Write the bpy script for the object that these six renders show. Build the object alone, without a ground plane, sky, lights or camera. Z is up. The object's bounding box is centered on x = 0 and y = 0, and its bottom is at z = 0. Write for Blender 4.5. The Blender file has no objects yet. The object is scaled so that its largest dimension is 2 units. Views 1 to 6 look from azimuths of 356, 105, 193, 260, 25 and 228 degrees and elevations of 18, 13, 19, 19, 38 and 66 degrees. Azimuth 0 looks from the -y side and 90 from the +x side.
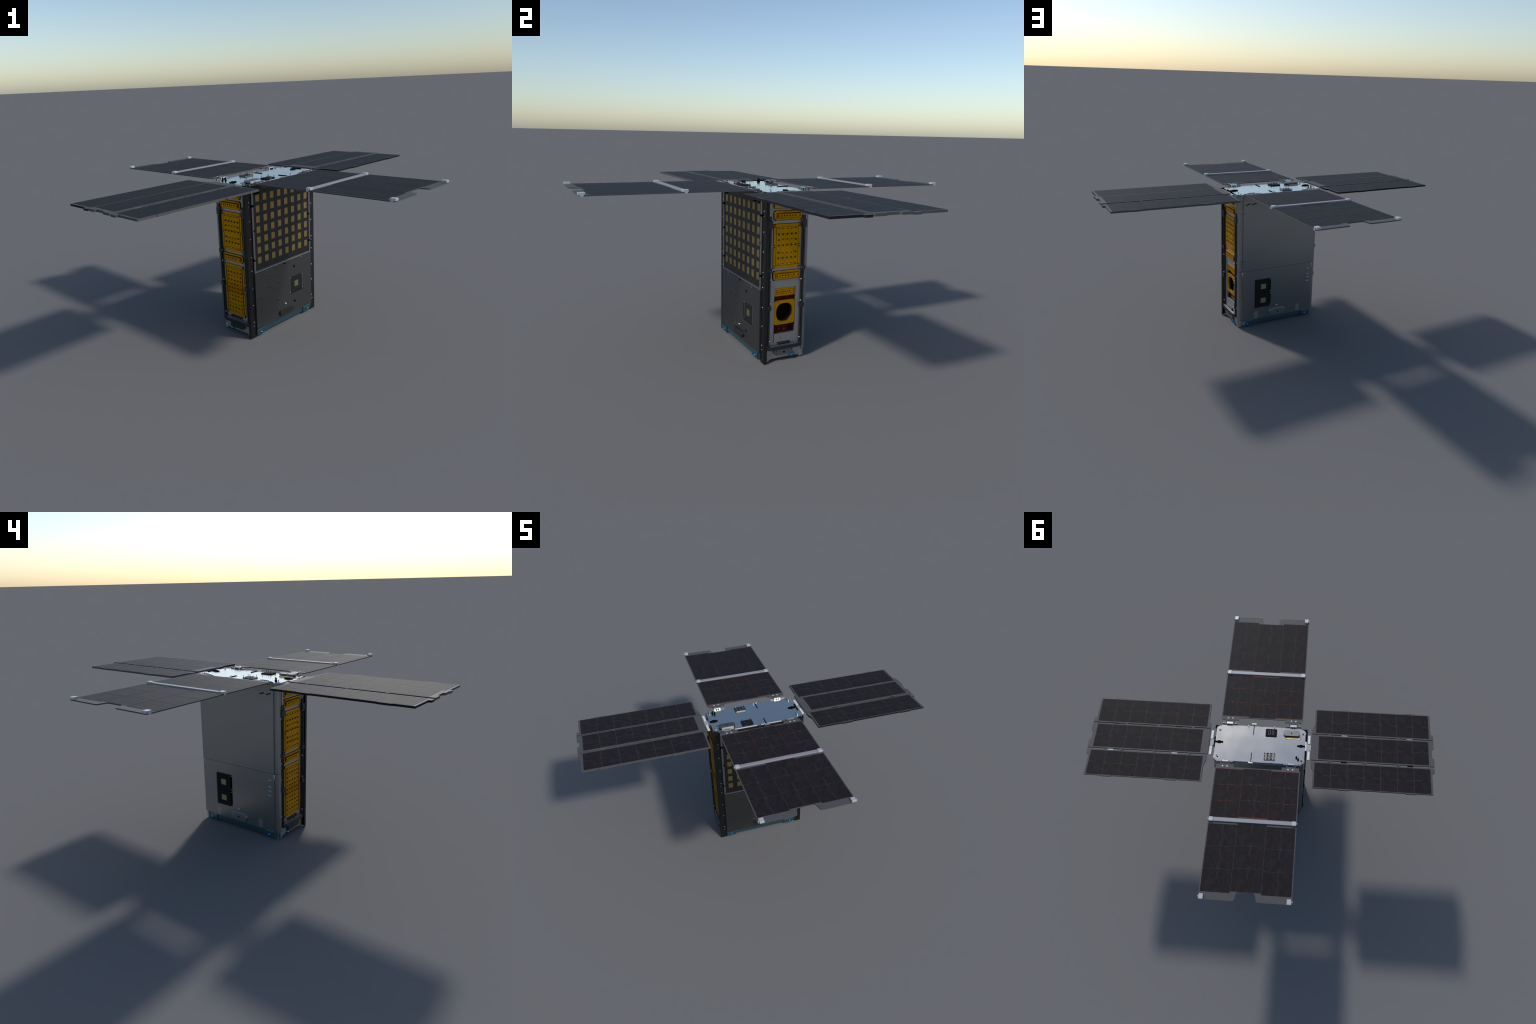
"""Deployed small box satellite: tall box bus, four solar wings unfolded around
the top deck, amber electronics boards on the two narrow sides.
All sizes in metres.  Local frame: -y = antenna face, +y = radiator face,
+x = instrument face, -x = battery face.  The root turns it 42 degrees."""
import bpy, bmesh, math, random
from mathutils import Vector, Matrix

random.seed(7)
scene = bpy.context.scene

# --------------------------------------------------------------- materials
def new_mat(name):
    m = bpy.data.materials.new(name)
    m.use_nodes = True
    nt = m.node_tree
    return m, nt, nt.nodes["Principled BSDF"]

def grain(nt, scale, lo, hi, stretch=(1, 1, 1), detail=4.0):
    """Object-space noise mapped to a grey value between lo and hi."""
    tc = nt.nodes.new("ShaderNodeTexCoord")
    mp = nt.nodes.new("ShaderNodeMapping")
    mp.inputs["Scale"].default_value = stretch
    nz = nt.nodes.new("ShaderNodeTexNoise")
    nz.inputs["Scale"].default_value = scale
    nz.inputs["Detail"].default_value = detail
    mr = nt.nodes.new("ShaderNodeMapRange")
    mr.inputs["From Min"].default_value = 0.3
    mr.inputs["From Max"].default_value = 0.7
    mr.inputs["To Min"].default_value = lo
    mr.inputs["To Max"].default_value = hi
    nt.links.new(tc.outputs["Object"], mp.inputs["Vector"])
    nt.links.new(mp.outputs["Vector"], nz.inputs["Vector"])
    nt.links.new(nz.outputs["Fac"], mr.inputs["Value"])
    return mr.outputs["Result"], tc

def scaled(nt, col, fac):
    mx = nt.nodes.new("ShaderNodeMix")
    mx.data_type = 'RGBA'
    mx.blend_type = 'MULTIPLY'
    mx.inputs["Factor"].default_value = 1.0
    mx.inputs["A"].default_value = (*col, 1)
    nt.links.new(fac, mx.inputs["B"])
    return mx.outputs["Result"]

def plain(name, col, rough=0.5, metal=0.0, var=0.08, scale=60, stretch=(1, 1, 1), spec=0.5, rvar=0.0):
    m, nt, b = new_mat(name)
    f, tc = grain(nt, scale, 1 - var, 1 + var, stretch)
    nt.links.new(scaled(nt, col, f), b.inputs["Base Color"])
    b.inputs["Roughness"].default_value = rough
    b.inputs["Metallic"].default_value = metal
    b.inputs["Specular IOR Level"].default_value = spec
    if rvar:
        f2, _ = grain(nt, scale * .5, rough - rvar, rough + rvar, stretch)
        nt.links.new(f2, b.inputs["Roughness"])
    return m

def mixn(nt, fac, a, b):
    mx = nt.nodes.new("ShaderNodeMix")
    mx.data_type = 'RGBA'
    for s, v in (("A", a), ("B", b)):
        if isinstance(v, tuple):
            mx.inputs[s].default_value = (*v, 1)
        else:
            nt.links.new(v, mx.inputs[s])
    if isinstance(fac, float):
        mx.inputs["Factor"].default_value = fac
    else:
        nt.links.new(fac, mx.inputs["Factor"])
    return mx.outputs["Result"]

def mathn(nt, op, a, b=None, c=None):
    n = nt.nodes.new("ShaderNodeMath")
    n.operation = op
    for i, v in enumerate((a, b, c)):
        if v is None:
            continue
        if isinstance(v, (int, float)):
            n.inputs[i].default_value = v
        else:
            nt.links.new(v, n.inputs[i])
    return n.outputs[0]

BLACK_RAIL = plain("black_anodised_rail", (.052, .052, .053), .5, metal=1, var=.05)
BLACK_PLATE = plain("dark_grey_plate", (.122, .122, .123), .5, metal=1, var=.03, scale=25)
ANT_BOARD = plain("antenna_laminate", (.060, .060, .062), .5, metal=1, var=.04, scale=40)
PATCH = plain("tarnished_gold_patch", (.40, .285, .117), .5, metal=1, var=.06, scale=160)
STRIP = plain("grey_trim", (.30, .30, .31), .45, metal=1, var=.06)
SILVER = plain("brushed_silver_plate", (.43, .43, .435), .5, metal=1, var=.03, scale=40)
DARK_FRAME = plain("graphite_frame", (.080, .082, .085), .42, metal=1, var=.06)
LIGHT_FRAME = plain("pale_frame", (.45, .455, .46), .4, metal=1)
BLACK = plain("matt_black", (.003, .003, .003), .8, var=.0, spec=.05)
SCREW = plain("screw_steel", (.52, .53, .56), .3, metal=1.0, var=.03)
BRIGHT = plain("bright_hinge_metal", (.62, .62, .61), .25, metal=1, var=.02)
KNUCKLE = plain("steel_knuckle", (.25, .25, .255), .3, metal=1)
STUD = plain("dull_stud", (.30, .305, .32), .4, metal=1)
GRID = plain("cell_gap_film", (.043, .041, .044), .6, var=.08, spec=.2)
BOARD_EDGE = plain("black_panel_edge", (.012, .012, .013), .7, spec=.15)
BOARD = plain("wing_laminate", (.078, .077, .077), .6, var=.05, scale=30, spec=.25)
BAR = plain("satin_hinge_bar", (.27, .27, .29), .5, metal=.1, var=.03)
CLIP = plain("pale_hinge_clip", (.44, .44, .46), .45, metal=.1, var=.02)
WHITE = plain("white_spring_bar", (.66, .66, .68), .45, var=.02)
COPPER_RED = plain("red_solder_mask", (.115, .022, .013), .6, var=.08, spec=.2)
RED_DARK = plain("dark_red_board", (.085, .014, .005), .4, metal=.9, var=.12, scale=50)
GOLD_DOT = plain("gold_contact", (.30, .19, .07), .6)
BROWN = plain("dark_brown_component", (.070, .042, .003), .7, var=.1, spec=.1)
BROWN_RED = plain("red_brown_component", (.16, .030, .004), .6, var=.1, spec=.1)
TAN = plain("tan_slot", (.62, .50, .24), .45, metal=.8, var=.05)
BEIGE = plain("beige_connector", (.42, .40, .36), .5, var=.03)
SENSOR = plain("olive_sensor_window", (.34, .345, .18), .5, metal=1, var=.03)
BLUE = plain("blue_anodised_bar", (.155, .33, .43), .28, metal=1, var=.05)
BLUE_BOLT = plain("bright_blue_bolt", (.04, .29, .58), .25, metal=1, var=.03)
GREEN_GREY = plain("green_grey_cover", (.21, .225, .215), .5, metal=1)
CHARCOAL = plain("charcoal_cover", (.085, .084, .082), .5, metal=1)
CHIP_GREY = plain("chip_grey", (.17, .17, .175), .42, metal=.9)
CHIP_BLACK = plain("chip_black", (.014, .014, .015), .8, spec=.1)
TOP = plain("polished_deck", (.63, .61, .555), .17, metal=1.0, var=.02, scale=12, rvar=.03)
RADIATOR = plain("satin_radiator", (.36, .365, .365), .30, metal=.95, var=.02, scale=10)
RADIATOR_EDGE = plain("satin_radiator_edge", (.34, .345, .345), .34, metal=.9, var=.02)

# amber boards with an orange-stained band (object z) and mottling
def amber(name, z_mid=None, z_half=.03, stain=.5):
    m, nt, b = new_mat(name)
    f, tc = grain(nt, 38, .90, 1.08, (1, 1, 1))
    base = scaled(nt, (.66, .33, .0), f)
    f2, _ = grain(nt, 17, 0, 1, (1, 1, 1.2))
    if z_mid is not None:
        sep = nt.nodes.new("ShaderNodeSeparateXYZ")
        nt.links.new(tc.outputs["Object"], sep.inputs[0])
        d = mathn(nt, 'ABSOLUTE', mathn(nt, 'SUBTRACT', sep.outputs["Z"], z_mid))
        band = nt.nodes.new("ShaderNodeMapRange")
        band.interpolation_type = 'SMOOTHSTEP'
        band.inputs["From Min"].default_value = z_half * 1.6
        band.inputs["From Max"].default_value = z_half * .5
        nt.links.new(d, band.inputs["Value"])
        fac = mathn(nt, 'MULTIPLY', band.outputs[0], .75)
    else:
        fac = mathn(nt, 'MULTIPLY', mathn(nt, 'POWER', f2, 3.0), stain)
    col = mixn(nt, fac, base, (.56, .19, .0))
    nt.links.new(col, b.inputs["Base Color"])
    b.inputs["Roughness"].default_value = .48
    b.inputs["Metallic"].default_value = .93
    return m

AMBER = amber("amber_polyimide", stain=.12)
AMBER_CONN = amber("amber_connector", stain=.55)
AMBER_BAND = amber("amber_polyimide_stained", z_mid=.283, z_half=.028)

# solar cell: near-black violet, faint cell seam and smoky arcs, on coordinates
# centred on each cell (u along the wing, v across), slight random variation
def cell_material():
    m, nt, b = new_mat("solar_cell_glass")
    tc = nt.nodes.new("ShaderNodeTexCoord")
    sep = nt.nodes.new("ShaderNodeSeparateXYZ")
    nt.links.new(tc.outputs["Generated"], sep.inputs[0])
    u, v = sep.outputs["X"], sep.outputs["Y"]
    oi = nt.nodes.new("ShaderNodeObjectInfo")
    # smoky patches: noise shifted per cell
    cmb = nt.nodes.new("ShaderNodeCombineXYZ")
    nt.links.new(mathn(nt, 'MULTIPLY', u, 1.2), cmb.inputs[0])
    nt.links.new(mathn(nt, 'MULTIPLY', v, 3.0), cmb.inputs[1])
    nt.links.new(mathn(nt, 'MULTIPLY', mathn(nt, 'FLOOR', mathn(nt, 'MULTIPLY', oi.outputs["Random"], 2.0)), 3.7), cmb.inputs[2])
    nz = nt.nodes.new("ShaderNodeTexNoise")
    nz.inputs["Scale"].default_value = 1.9
    nz.inputs["Detail"].default_value = 3
    nz.inputs["Distortion"].default_value = 1.2
    nt.links.new(cmb.outputs[0], nz.inputs["Vector"])
    smoke = nt.nodes.new("ShaderNodeMapRange")
    smoke.inputs["From Min"].default_value = .40
    smoke.inputs["From Max"].default_value = .62
    nt.links.new(nz.outputs["Fac"], smoke.inputs["Value"])
    col = mixn(nt, smoke.outputs[0], (.0140, .0116, .0120), (.0212, .0175, .0190))
    # short pale streak on the middle line, one half of the cell
    dv = mathn(nt, 'ABSOLUTE', mathn(nt, 'SUBTRACT', v, .52))
    line = nt.nodes.new("ShaderNodeMapRange")
    line.inputs["From Min"].default_value = .022
    line.inputs["From Max"].default_value = .008
    nt.links.new(dv, line.inputs["Value"])
    half = mathn(nt, 'LESS_THAN', u, .45)
    st = mathn(nt, 'MULTIPLY', mathn(nt, 'MULTIPLY', line.outputs[0], half), .55)
    col = mixn(nt, st, col, (.040, .037, .050))
    # pale smudge near one short edge on the middle line
    du = mathn(nt, 'SUBTRACT', u, .98)
    r2 = mathn(nt, 'ADD', mathn(nt, 'MULTIPLY', mathn(nt, 'MULTIPLY', du, du), 9.0),
               mathn(nt, 'MULTIPLY', mathn(nt, 'MULTIPLY', dv, dv), 26.0))
    sm = nt.nodes.new("ShaderNodeMapRange")
    sm.interpolation_type = 'SMOOTHSTEP'
    sm.inputs["From Min"].default_value = .16
    sm.inputs["From Max"].default_value = .0
    nt.links.new(r2, sm.inputs["Value"])
    col = mixn(nt, mathn(nt, 'MULTIPLY', sm.outputs[0], .45), col, (.036, .033, .044))
    nt.links.new(col, b.inputs["Base Color"])
    b.inputs["Roughness"].default_value = .55
    b.inputs["Specular IOR Level"].default_value = .09
    return m
CELL = cell_material()

# --------------------------------------------------------------- hierarchy
A0 = math.radians(42.0)
ROOT = bpy.data.objects.new("small_satellite", None)
scene.collection.objects.link(ROOT)
ROOT.rotation_euler = (0, 0, A0)
ROOT.location = (.003 * math.sin(A0), -.003 * math.cos(A0), 0)
ROOT["label"] = "tall dark box satellite with four unfolded solar wings and amber boards"
ROOT["category"] = "satellite"

def attach(ob, parent):
    scene.collection.objects.link(ob)
    ob.parent = parent
    return ob

def obj_from_bm(name, bm, mats, parent, smooth=False):
    bmesh.ops.recalc_face_normals(bm, faces=bm.faces)
    me = bpy.data.meshes.new(name)
    bm.to_mesh(me)
    bm.free()
    for m in (mats if isinstance(mats, (list, tuple)) else [mats]):
        me.materials.append(m)
    if smooth:
        for p in me.polygons:
            p.use_smooth = True
        me.set_sharp_from_angle(angle=math.radians(35))
    ob = bpy.data.objects.new(name, me)
    return attach(ob, parent)

def repeat(ob, loc, parent=None, rot=None):
    o = ob.copy()
    o.location = loc
    if rot is not None:
        o.rotation_euler = rot
    return attach(o, parent or ob.parent)

# --------------------------------------------------------------- face frames
XD, YF, ZT = .285, .128, .911     # reference planes of narrow faces, wide faces, deck
def fmap(face, u, v, d):
    if face == 'A': return (u, -YF - d, v)
    if face == 'C': return (u, YF + d, v)
    if face == 'D': return (XD + d, u, v)
    if face == 'B': return (-XD - d, u, v)
    return (u, v, ZT + d)          # 'T'

def prism(bm, face, poly, d0, d1, mi=0, bevel=0.0):
    lo = [bm.verts.new(fmap(face, u, v, d0)) for u, v in poly]
    hi = [bm.verts.new(fmap(face, u, v, d1)) for u, v in poly]
    n = len(poly)
    fs = [bm.faces.new(lo), bm.faces.new(hi)]
    for i in range(n):
        fs.append(bm.faces.new((lo[i], lo[(i + 1) % n], hi[(i + 1) % n], hi[i])))
    for f in fs:
        f.material_index = mi
    if bevel:
        ed = [e for e in fs[1].edges]
        r = bmesh.ops.bevel(bm, geom=ed, offset=bevel, segments=2, affect='EDGES', profile=.5)
        for f in r['faces']:
            f.material_index = mi

def rect(u0, u1, v0, v1):
    return [(u0, v0), (u1, v0), (u1, v1), (u0, v1)]

def rrect(u0, u1, v0, v1, r, n=5):
    pts = []
    for cx, cy, a in ((u1 - r, v1 - r, 0), (u0 + r, v1 - r, 90), (u0 + r, v0 + r, 180), (u1 - r, v0 + r, 270)):
        for k in range(n + 1):
            t = math.radians(a + 90 * k / n)
            pts.append((cx + r * math.cos(t), cy + r * math.sin(t)))
    return pts

def crect(u0, u1, v0, v1, c):
    """rectangle with cut corners"""
    return [(u0 + c, v0), (u1 - c, v0), (u1, v0 + c), (u1, v1 - c), (u1 - c, v1), (u0 + c, v1), (u0, v1 - c), (u0, v0 + c)]

def box(bm, face, u0, u1, v0, v1, d0, d1, mi=0, bevel=0.0):
    prism(bm, face, rect(u0, u1, v0, v1), d0, d1, mi, bevel)

def disc(bm, face, u, v, r, d0, d1, mi=0, n=14):
    prism(bm, face, [(u + r * math.cos(2 * math.pi * k / n), v + r * math.sin(2 * math.pi * k / n)) for k in range(n)], d0, d1, mi)

def frame(bm, face, u0, u1, v0, v1, w, d0, d1, mi=0):
    box(bm, face, u0, u1, v0, v0 + w, d0, d1, mi)
    box(bm, face, u0, u1, v1 - w, v1, d0, d1, mi)
    box(bm, face, u0, u0 + w, v0 + w, v1 - w, d0, d1, mi)
    box(bm, face, u1 - w, u1, v0 + w, v1 - w, d0, d1, mi)

def dome_mesh(name, r, h, mat, n=14):
    """domed screw head, axis +z, base at z=0"""
    bm = bmesh.new()
    rings = []
    for k in range(4):
        a = k / 4 * math.pi / 2
        rr, zz = r * math.cos(a), h * math.sin(a)
        rings.append([bm.verts.new((rr * math.cos(2 * math.pi * i / n), rr * math.sin(2 * math.pi * i / n), zz)) for i in range(n)])
    top = bm.verts.new((0, 0, h))
    for a, b in zip(rings, rings[1:]):
        for i in range(n):
            bm.faces.new((a[i], a[(i + 1) % n], b[(i + 1) % n], b[i]))
    for i in range(n):
        bm.faces.new((rings[-1][i], rings[-1][(i + 1) % n], top))
    bm.faces.new(rings[0])
    bmesh.ops.recalc_face_normals(bm, faces=bm.faces)
    me = bpy.data.meshes.new(name)
    bm.to_mesh(me)
    bm.free()
    me.materials.append(mat)
    for p in me.polygons:
        p.use_smooth = True
    return me

ROT = {'A': (math.pi / 2, 0, 0), 'C': (-math.pi / 2, 0, 0), 'D': (0, math.pi / 2, 0), 'B': (0, -math.pi / 2, 0), 'T': (0, 0, 0)}
SCREW_ME = dome_mesh("screw", .0042, .003, SCREW)
BLUE_BOLT_ME = dome_mesh("blue_bolt", .0078, .006, BLUE_BOLT, 20)
STUD_ME = dome_mesh("stud", .0042, .0012, STUD)
BIG_SCREW_ME = dome_mesh("large_screw", .0060, .005, SCREW)
def screw(face, u, v, d, parent, big=False, s=1.0, name="screw"):
    o = bpy.data.objects.new(name, BIG_SCREW_ME if big else SCREW_ME)
    o.location = fmap(face, u, v, d)
    o.rotation_euler = ROT[face]
    o.scale = (s, s, s)
    return attach(o, parent)

# --------------------------------------------------------------- bus core
bm = bmesh.new()
prism(bm, 'T', [(-.255, -.112), (.255, -.112), (.255, .118), (-.255, .118)], .02 - ZT, .895 - ZT)
core = obj_from_bm("equipment_box", bm, BLACK, ROOT)

# corner rails on the antenna side: L profile, full height
for sx in (-1, 1):
    bm = bmesh.new()
    poly = [(sx * .2597, -.126), (sx * .303, -.126), (sx * .303, -.108), (sx * .298, -.108), (sx * .298, -.121), (sx * .2597, -.121)]
    prism(bm, 'T', poly, -ZT, 0.0)
    bmesh.ops.bevel(bm, geom=[e for e in bm.edges if abs((e.verts[0].co - e.verts[1].co).z) > .5], offset=.0012, segments=2, affect='EDGES')
    rail = obj_from_bm("corner_rail", bm, BLACK_RAIL, ROOT, True)
    for z in (.813, .707, .604, .497, .416, .308, .205, .098):
        screw('A', sx * .2735, z, -.002, rail)
    bm = bmesh.new()
    for z in (.876, .788, .473, .381, .073):
        disc(bm, 'A', sx * .275, z, .0050, -.004, -.0012, 0)
    obj_from_bm("rail_hole", bm, BLACK, rail)
    for z in (.788, .473, .073):
        for dx in (-.003, .003):
            screw('A', sx * .275 + dx, z + dx * .6, -.0022, rail, s=.62)
    screw('A', sx * .2745, .8775, -.0025, rail, s=.5)
    screw('A', sx * .2745, .3825, -.0025, rail, s=.6)

# --------------------------------------------------------------- antenna face (A)
bm = bmesh.new()
box(bm, 'A', -.2585, .2585, .395, .9, -.012, .0)
ant = obj_from_bm("antenna_panel", bm, ANT_BOARD, ROOT)
bm = bmesh.new()
box(bm, 'A', -.0145, .0145, -.019, .019, 0, .0012)
me_src = obj_from_bm("gold_patch", bm, PATCH, ant)
base_me = me_src.data
base_me.transform(Matrix.Translation((0, YF, 0)))
first = True
for r in range(7):
    for c in range(8):
        loc = (-.208 + c * .0606, -YF - .0, .827 - r * .0602)
        if first:
            me_src.location = loc
            first = False
        else:
            repeat(me_src, loc)
# trim strips beside and below the antenna board
bm = bmesh.new()
for sx in (-1, 1):
    for z0, z1 in ((.404, .469), (.481, .784), (.796, .866)):
        u0, u1 = sorted((sx * .2445, sx * .2575))
        box(bm, 'A', u0, u1, z0, z1, 0, .005, 0, .0018)
box(bm, 'A', -.2575, .2575, .3955, .4035, 0, .0055, 0, .0015)
box(bm, 'A', -.2445, .2445, .4045, .4075, 0, .003)
trim = obj_from_bm("trim_strip", bm, STRIP, ant)
bm = bmesh.new()
for sx in (-1, 1):
    for z in (.790, .475):
        u0, u1 = sorted((sx * .244, sx * .262))
        box(bm, 'A', u0, u1, z - .0055, z + .0055, -.002, .0065, 0, .001)
    for z in (.648,):
        box(bm, 'A', sx * .247 - .004, sx * .247 + .004, z - .005, z + .005, 0, .0062)
box(bm, 'A', -.006, .006, .386, .393, .006, .009)
for x in (-.236, -.205, .165, .222):
    box(bm, 'A', x - .016, x + .001, .8495, .8545, 0, .0025)
    box(bm, 'A', x + .001, x + .016, .8530, .8590, 0, .0025)
obj_from_bm("black_latch", bm, BLACK, ant)
for x in (-.163, .158):
    screw('A', x, .390, .0072, ant, s=.7)
screw('A', -.25, .479, .0068, ant, s=.7)
# sun glint on the deck's front edge, modelled as thin white strips
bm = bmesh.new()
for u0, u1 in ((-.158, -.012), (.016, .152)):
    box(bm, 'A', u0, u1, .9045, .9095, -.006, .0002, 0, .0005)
obj_from_bm("deck_edge_glint", bm, WHITE, ant)

# lower cover plate with square window
WX0, WX1, WZ0, WZ1 = .049, .177, .175, .2835
bm = bmesh.new()
P0, P1 = -.004, .007
def notched(u0, u1, v0, v1):
    box(bm, 'A', u0, u1, v0, v1, P0, P1)
notched(-.2590, WX0, .046, .3945)
notched(WX1, .2590, .046, .3945)
notched(WX0, WX1, .046, WZ0)
notched(WX0, WX1, WZ1, .3945)
cover = obj_from_bm("lower_cover_plate", bm, BLACK_PLATE, ROOT)
bm = bmesh.new()
box(bm, 'A', WX0 - .0, WX1 + .0, WZ0, WZ1, -.010, -.003)  # floor coloured black to draw the recess shadow round the sensor
win = obj_from_bm("sensor_window", bm, BLACK, cover)
bm = bmesh.new()
box(bm, 'A', .060, .166, .178, .281, -.003, .0045, 0)
box(bm, 'A', .0935, .1290, .212, .2485, .0045, .0055, 1)
box(bm, 'A', .0515, .0575, .184, .279, -.003, .0035, 2, .001)
box(bm, 'A', .1675, .1755, .184, .279, -.003, .0055, 2, .001)
obj_from_bm("sun_sensor", bm, [ANT_BOARD, SENSOR, STRIP], cover)
for u, v in ((.0545, .182), (.0545, .277), (.172, .182), (.172, .277)):
    screw('A', u, v, .004, cover, s=.7)
bm = bmesh.new()
for u, v in ((.0895, .347), (.0895, .117)):
    disc(bm, 'A', u, v, .0085, .004, .0073, 0, 20)
for u, v in ((-.1375, .332), (-.1375, .281), (-.056, .331), (-.056, .286), (-.056, .237), (-.056, .175), (-.2165, .239), (-.2165, .176)):
    disc(bm, 'A', u, v, .0072, .004, .0073, 0, 16)
obj_from_bm("plate_hole", bm, BLACK, cover)
for u, v in ((-.1375, .332), (-.1375, .281), (-.056, .331), (-.056, .286), (-.056, .237), (-.056, .175), (-.2165, .239), (-.2165, .176), (-.056, .117)):
    screw('A', u, v + .0012, .0073, cover, s=1.0).data = STUD_ME
screw('A', 0.0, .127, .0070, cover, True, 1.35)

def pill_handle(face, um, vm, w, h, d0, d1, mat, parent, name, eye=True):
    bm = bmesh.new()
    prism(bm, face, rrect(um - w / 2, um + w / 2, vm - h / 2, vm + h / 2, h * .49, 8), d0, d1, 0, .0015)
    if eye:
        box(bm, face, um - .006, um + .006, vm - .006, vm + .006, d1, d1 + .0006, 1)
        box(bm, face, um - .0042, um + .0042, vm - .0042, vm + .0042, d1 + .0006, d1 + .0010, 2)
    return obj_from_bm(name, bm, [mat, CHIP_GREY, BLACK], parent)
pill_handle('A', 0, .083, .122, .036, .007, .019, CHARCOAL, cover, "umbilical_cover")

# blue bars, feet and bolts on both wide faces
for face in 'AC':
    bm = bmesh.new()
    s = 1 if face == 'A' else -1
    box(bm, face, -.2575, .2575 if face == 'A' else .238, .014, .0450, -.010, .0015, 0, .001)
    for u0, u1 in ((-.2605, -.196), (.172, .238)) if face == 'A' else ((.186, .239), (-.258, -.194)):
        prism(bm, face, [(u0, .014), (u0 + .010, .010), (u1 - .008, .010), (u1, .016), (u1, .0465), (u0, .0465)], -.008, .0085, 0, .001)
    if face == 'C':
        for sx in (-1, 1):
            prism(bm, 'T', [(sx * (.239 if sx > 0 else .258), YF + .0078), (sx * (.262 if sx > 0 else .283), YF - .010), (sx * (.262 if sx > 0 else .283), YF - .014), (sx * .234, YF - .004)], .011 - ZT, .0455 - ZT, 0)
    bar = obj_from_bm("blue_base_bar", bm, BLUE, ROOT)
    for u in ((-.226, .216) if face == 'A' else (.223, -.223)):
        bm = bmesh.new()
        disc(bm, face, u, .022, .0105, .008, .0095, 0, 20)
        obj_from_bm("blue_washer", bm, BLUE_BOLT, bar)
        o = bpy.data.objects.new("blue_bolt", BLUE_BOLT_ME)
        o.location = fmap(face, u, .022, .0095)
        o.rotation_euler = ROT[face]
        attach(o, bar)
    bm = bmesh.new()
    box(bm, face, -.2585 if face == 'A' else .20, -.2 if face == 'A' else .2585, .0465, .0495, .006, .0085)
    obj_from_bm("dark_gap", bm, BLACK, bar)

# --------------------------------------------------------------- radiator face (C)
bm = bmesh.new()
box(bm, 'C', -.2585, .2585, .402, .8995, -.012, .008)
box(bm, 'C', -.2585, .2585, .0475, .4005, -.012, .0082)
rad = obj_from_bm("radiator_panel", bm, RADIATOR, ROOT)
bm = bmesh.new()
for sx in (-1, 1):
    n = 6
    for z0, z1 in ((.0475, .4000), (.4015, .9)):
        arc = [(sx * (.277 + .0135 * math.sin(k / n * math.pi / 2)), YF - .0130 + .0135 * math.cos(k / n * math.pi / 2)) for k in range(n + 1)]
        poly = [(sx * .250, YF + .0005)] + arc + [(sx * .2905, .1065), (sx * .280, .1065), (sx * .250, .115)]
        prism(bm, 'T', poly, z0 - ZT, z1 - ZT)
obj_from_bm("rolled_edge", bm, [RADIATOR_EDGE, DARK_FRAME], rad, True)
bm = bmesh.new()
for sx in (-1, 1):
    prism(bm, 'C', [(sx * .2545, .3985), (sx * .2675, .3985), (sx * .2605, .3640)], .004, .0092)
obj_from_bm("corner_gusset", bm, BEIGE, rad)
bm = bmesh.new()
for zc in (.2805, .1805):
    box(bm, 'C', .051, .1685, zc - .0495, zc + .0495, .006, .0092, 0)
    box(bm, 'C', .0600, .1665, zc - .0490, zc + .0490, .0092, .016, 1, .001)
    prism(bm, 'C', rrect(.092, .1295, zc - .0175, zc + .0175, .004, 3), .016, .0166, 2)
sens = obj_from_bm("coarse_sensor_pair", bm, [BLACK, CHIP_BLACK, SENSOR], rad)
for zc in (.2805, .1805):
    for dz in (-.042, .042):
        screw('C', .0555, zc + dz, .0092, rad, s=.9)
bm = bmesh.new()
for sx, in ((-1,), (1,)):
    prism(bm, 'C', rrect(sx * .160 - .0145, sx * .160 + .0145, .052, .103, .0143, 8), .0065, .0098, 0)
slots = obj_from_bm("oval_access_port", bm, LIGHT_FRAME, rad)
bm = bmesh.new()
for z in (.3555, .316, .292, .263):
    prism(bm, 'C', rrect(-.244, -.218, z - .0085, z + .0085, .003, 3), .007, .0140, 0, .003)
obj_from_bm("connector_stub", bm, RADIATOR_EDGE, rad)
bm = bmesh.new()
for u, v in ((-.055, .334), (-.055, .284), (-.055, .237), (-.055, .175), (-.134, .333), (-.134, .284), (-.2165, .239), (-.2165, .176), (-.2165, .117), (-.055, .128)):
    disc(bm, 'C', u, v, .0042, .006, .0090, 0, 14)
obj_from_bm("plugged_hole", bm, RADIATOR_EDGE, rad)
screw('C', 0.003, .125, .0082, rad, True, 1.2)
pill_handle('C', 0, .082, .122, .038, .0082, .0185, RADIATOR_EDGE, rad, "umbilical_cover")
bm = bmesh.new()
for x in (-.1845, -.2270, .1845, .2270):
    box(bm, 'C', x + .0, x + .0155, .8435, .8490, .006, .0090)
    box(bm, 'C', x - .0155, x - .0, .8480, .8535, .006, .0090)
obj_from_bm("latch_slot", bm, BLACK, rad)
bm = bmesh.new()
for z in (.787, .472):
    prism(bm, 'C', [(.241, z + .006), (.266, z - .002), (.266, z - .007), (.241, z + .002)], .006, .0095)
for sx in (-1, 1):
    prism(bm, 'T', [(sx * .2665, .1275), (sx * .2860, .1135), (sx * .2885, .1165), (sx * .2690, .1305)], .9010 - ZT, .9060 - ZT)
obj_from_bm("blue_tab", bm, BLUE, rad)

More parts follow.
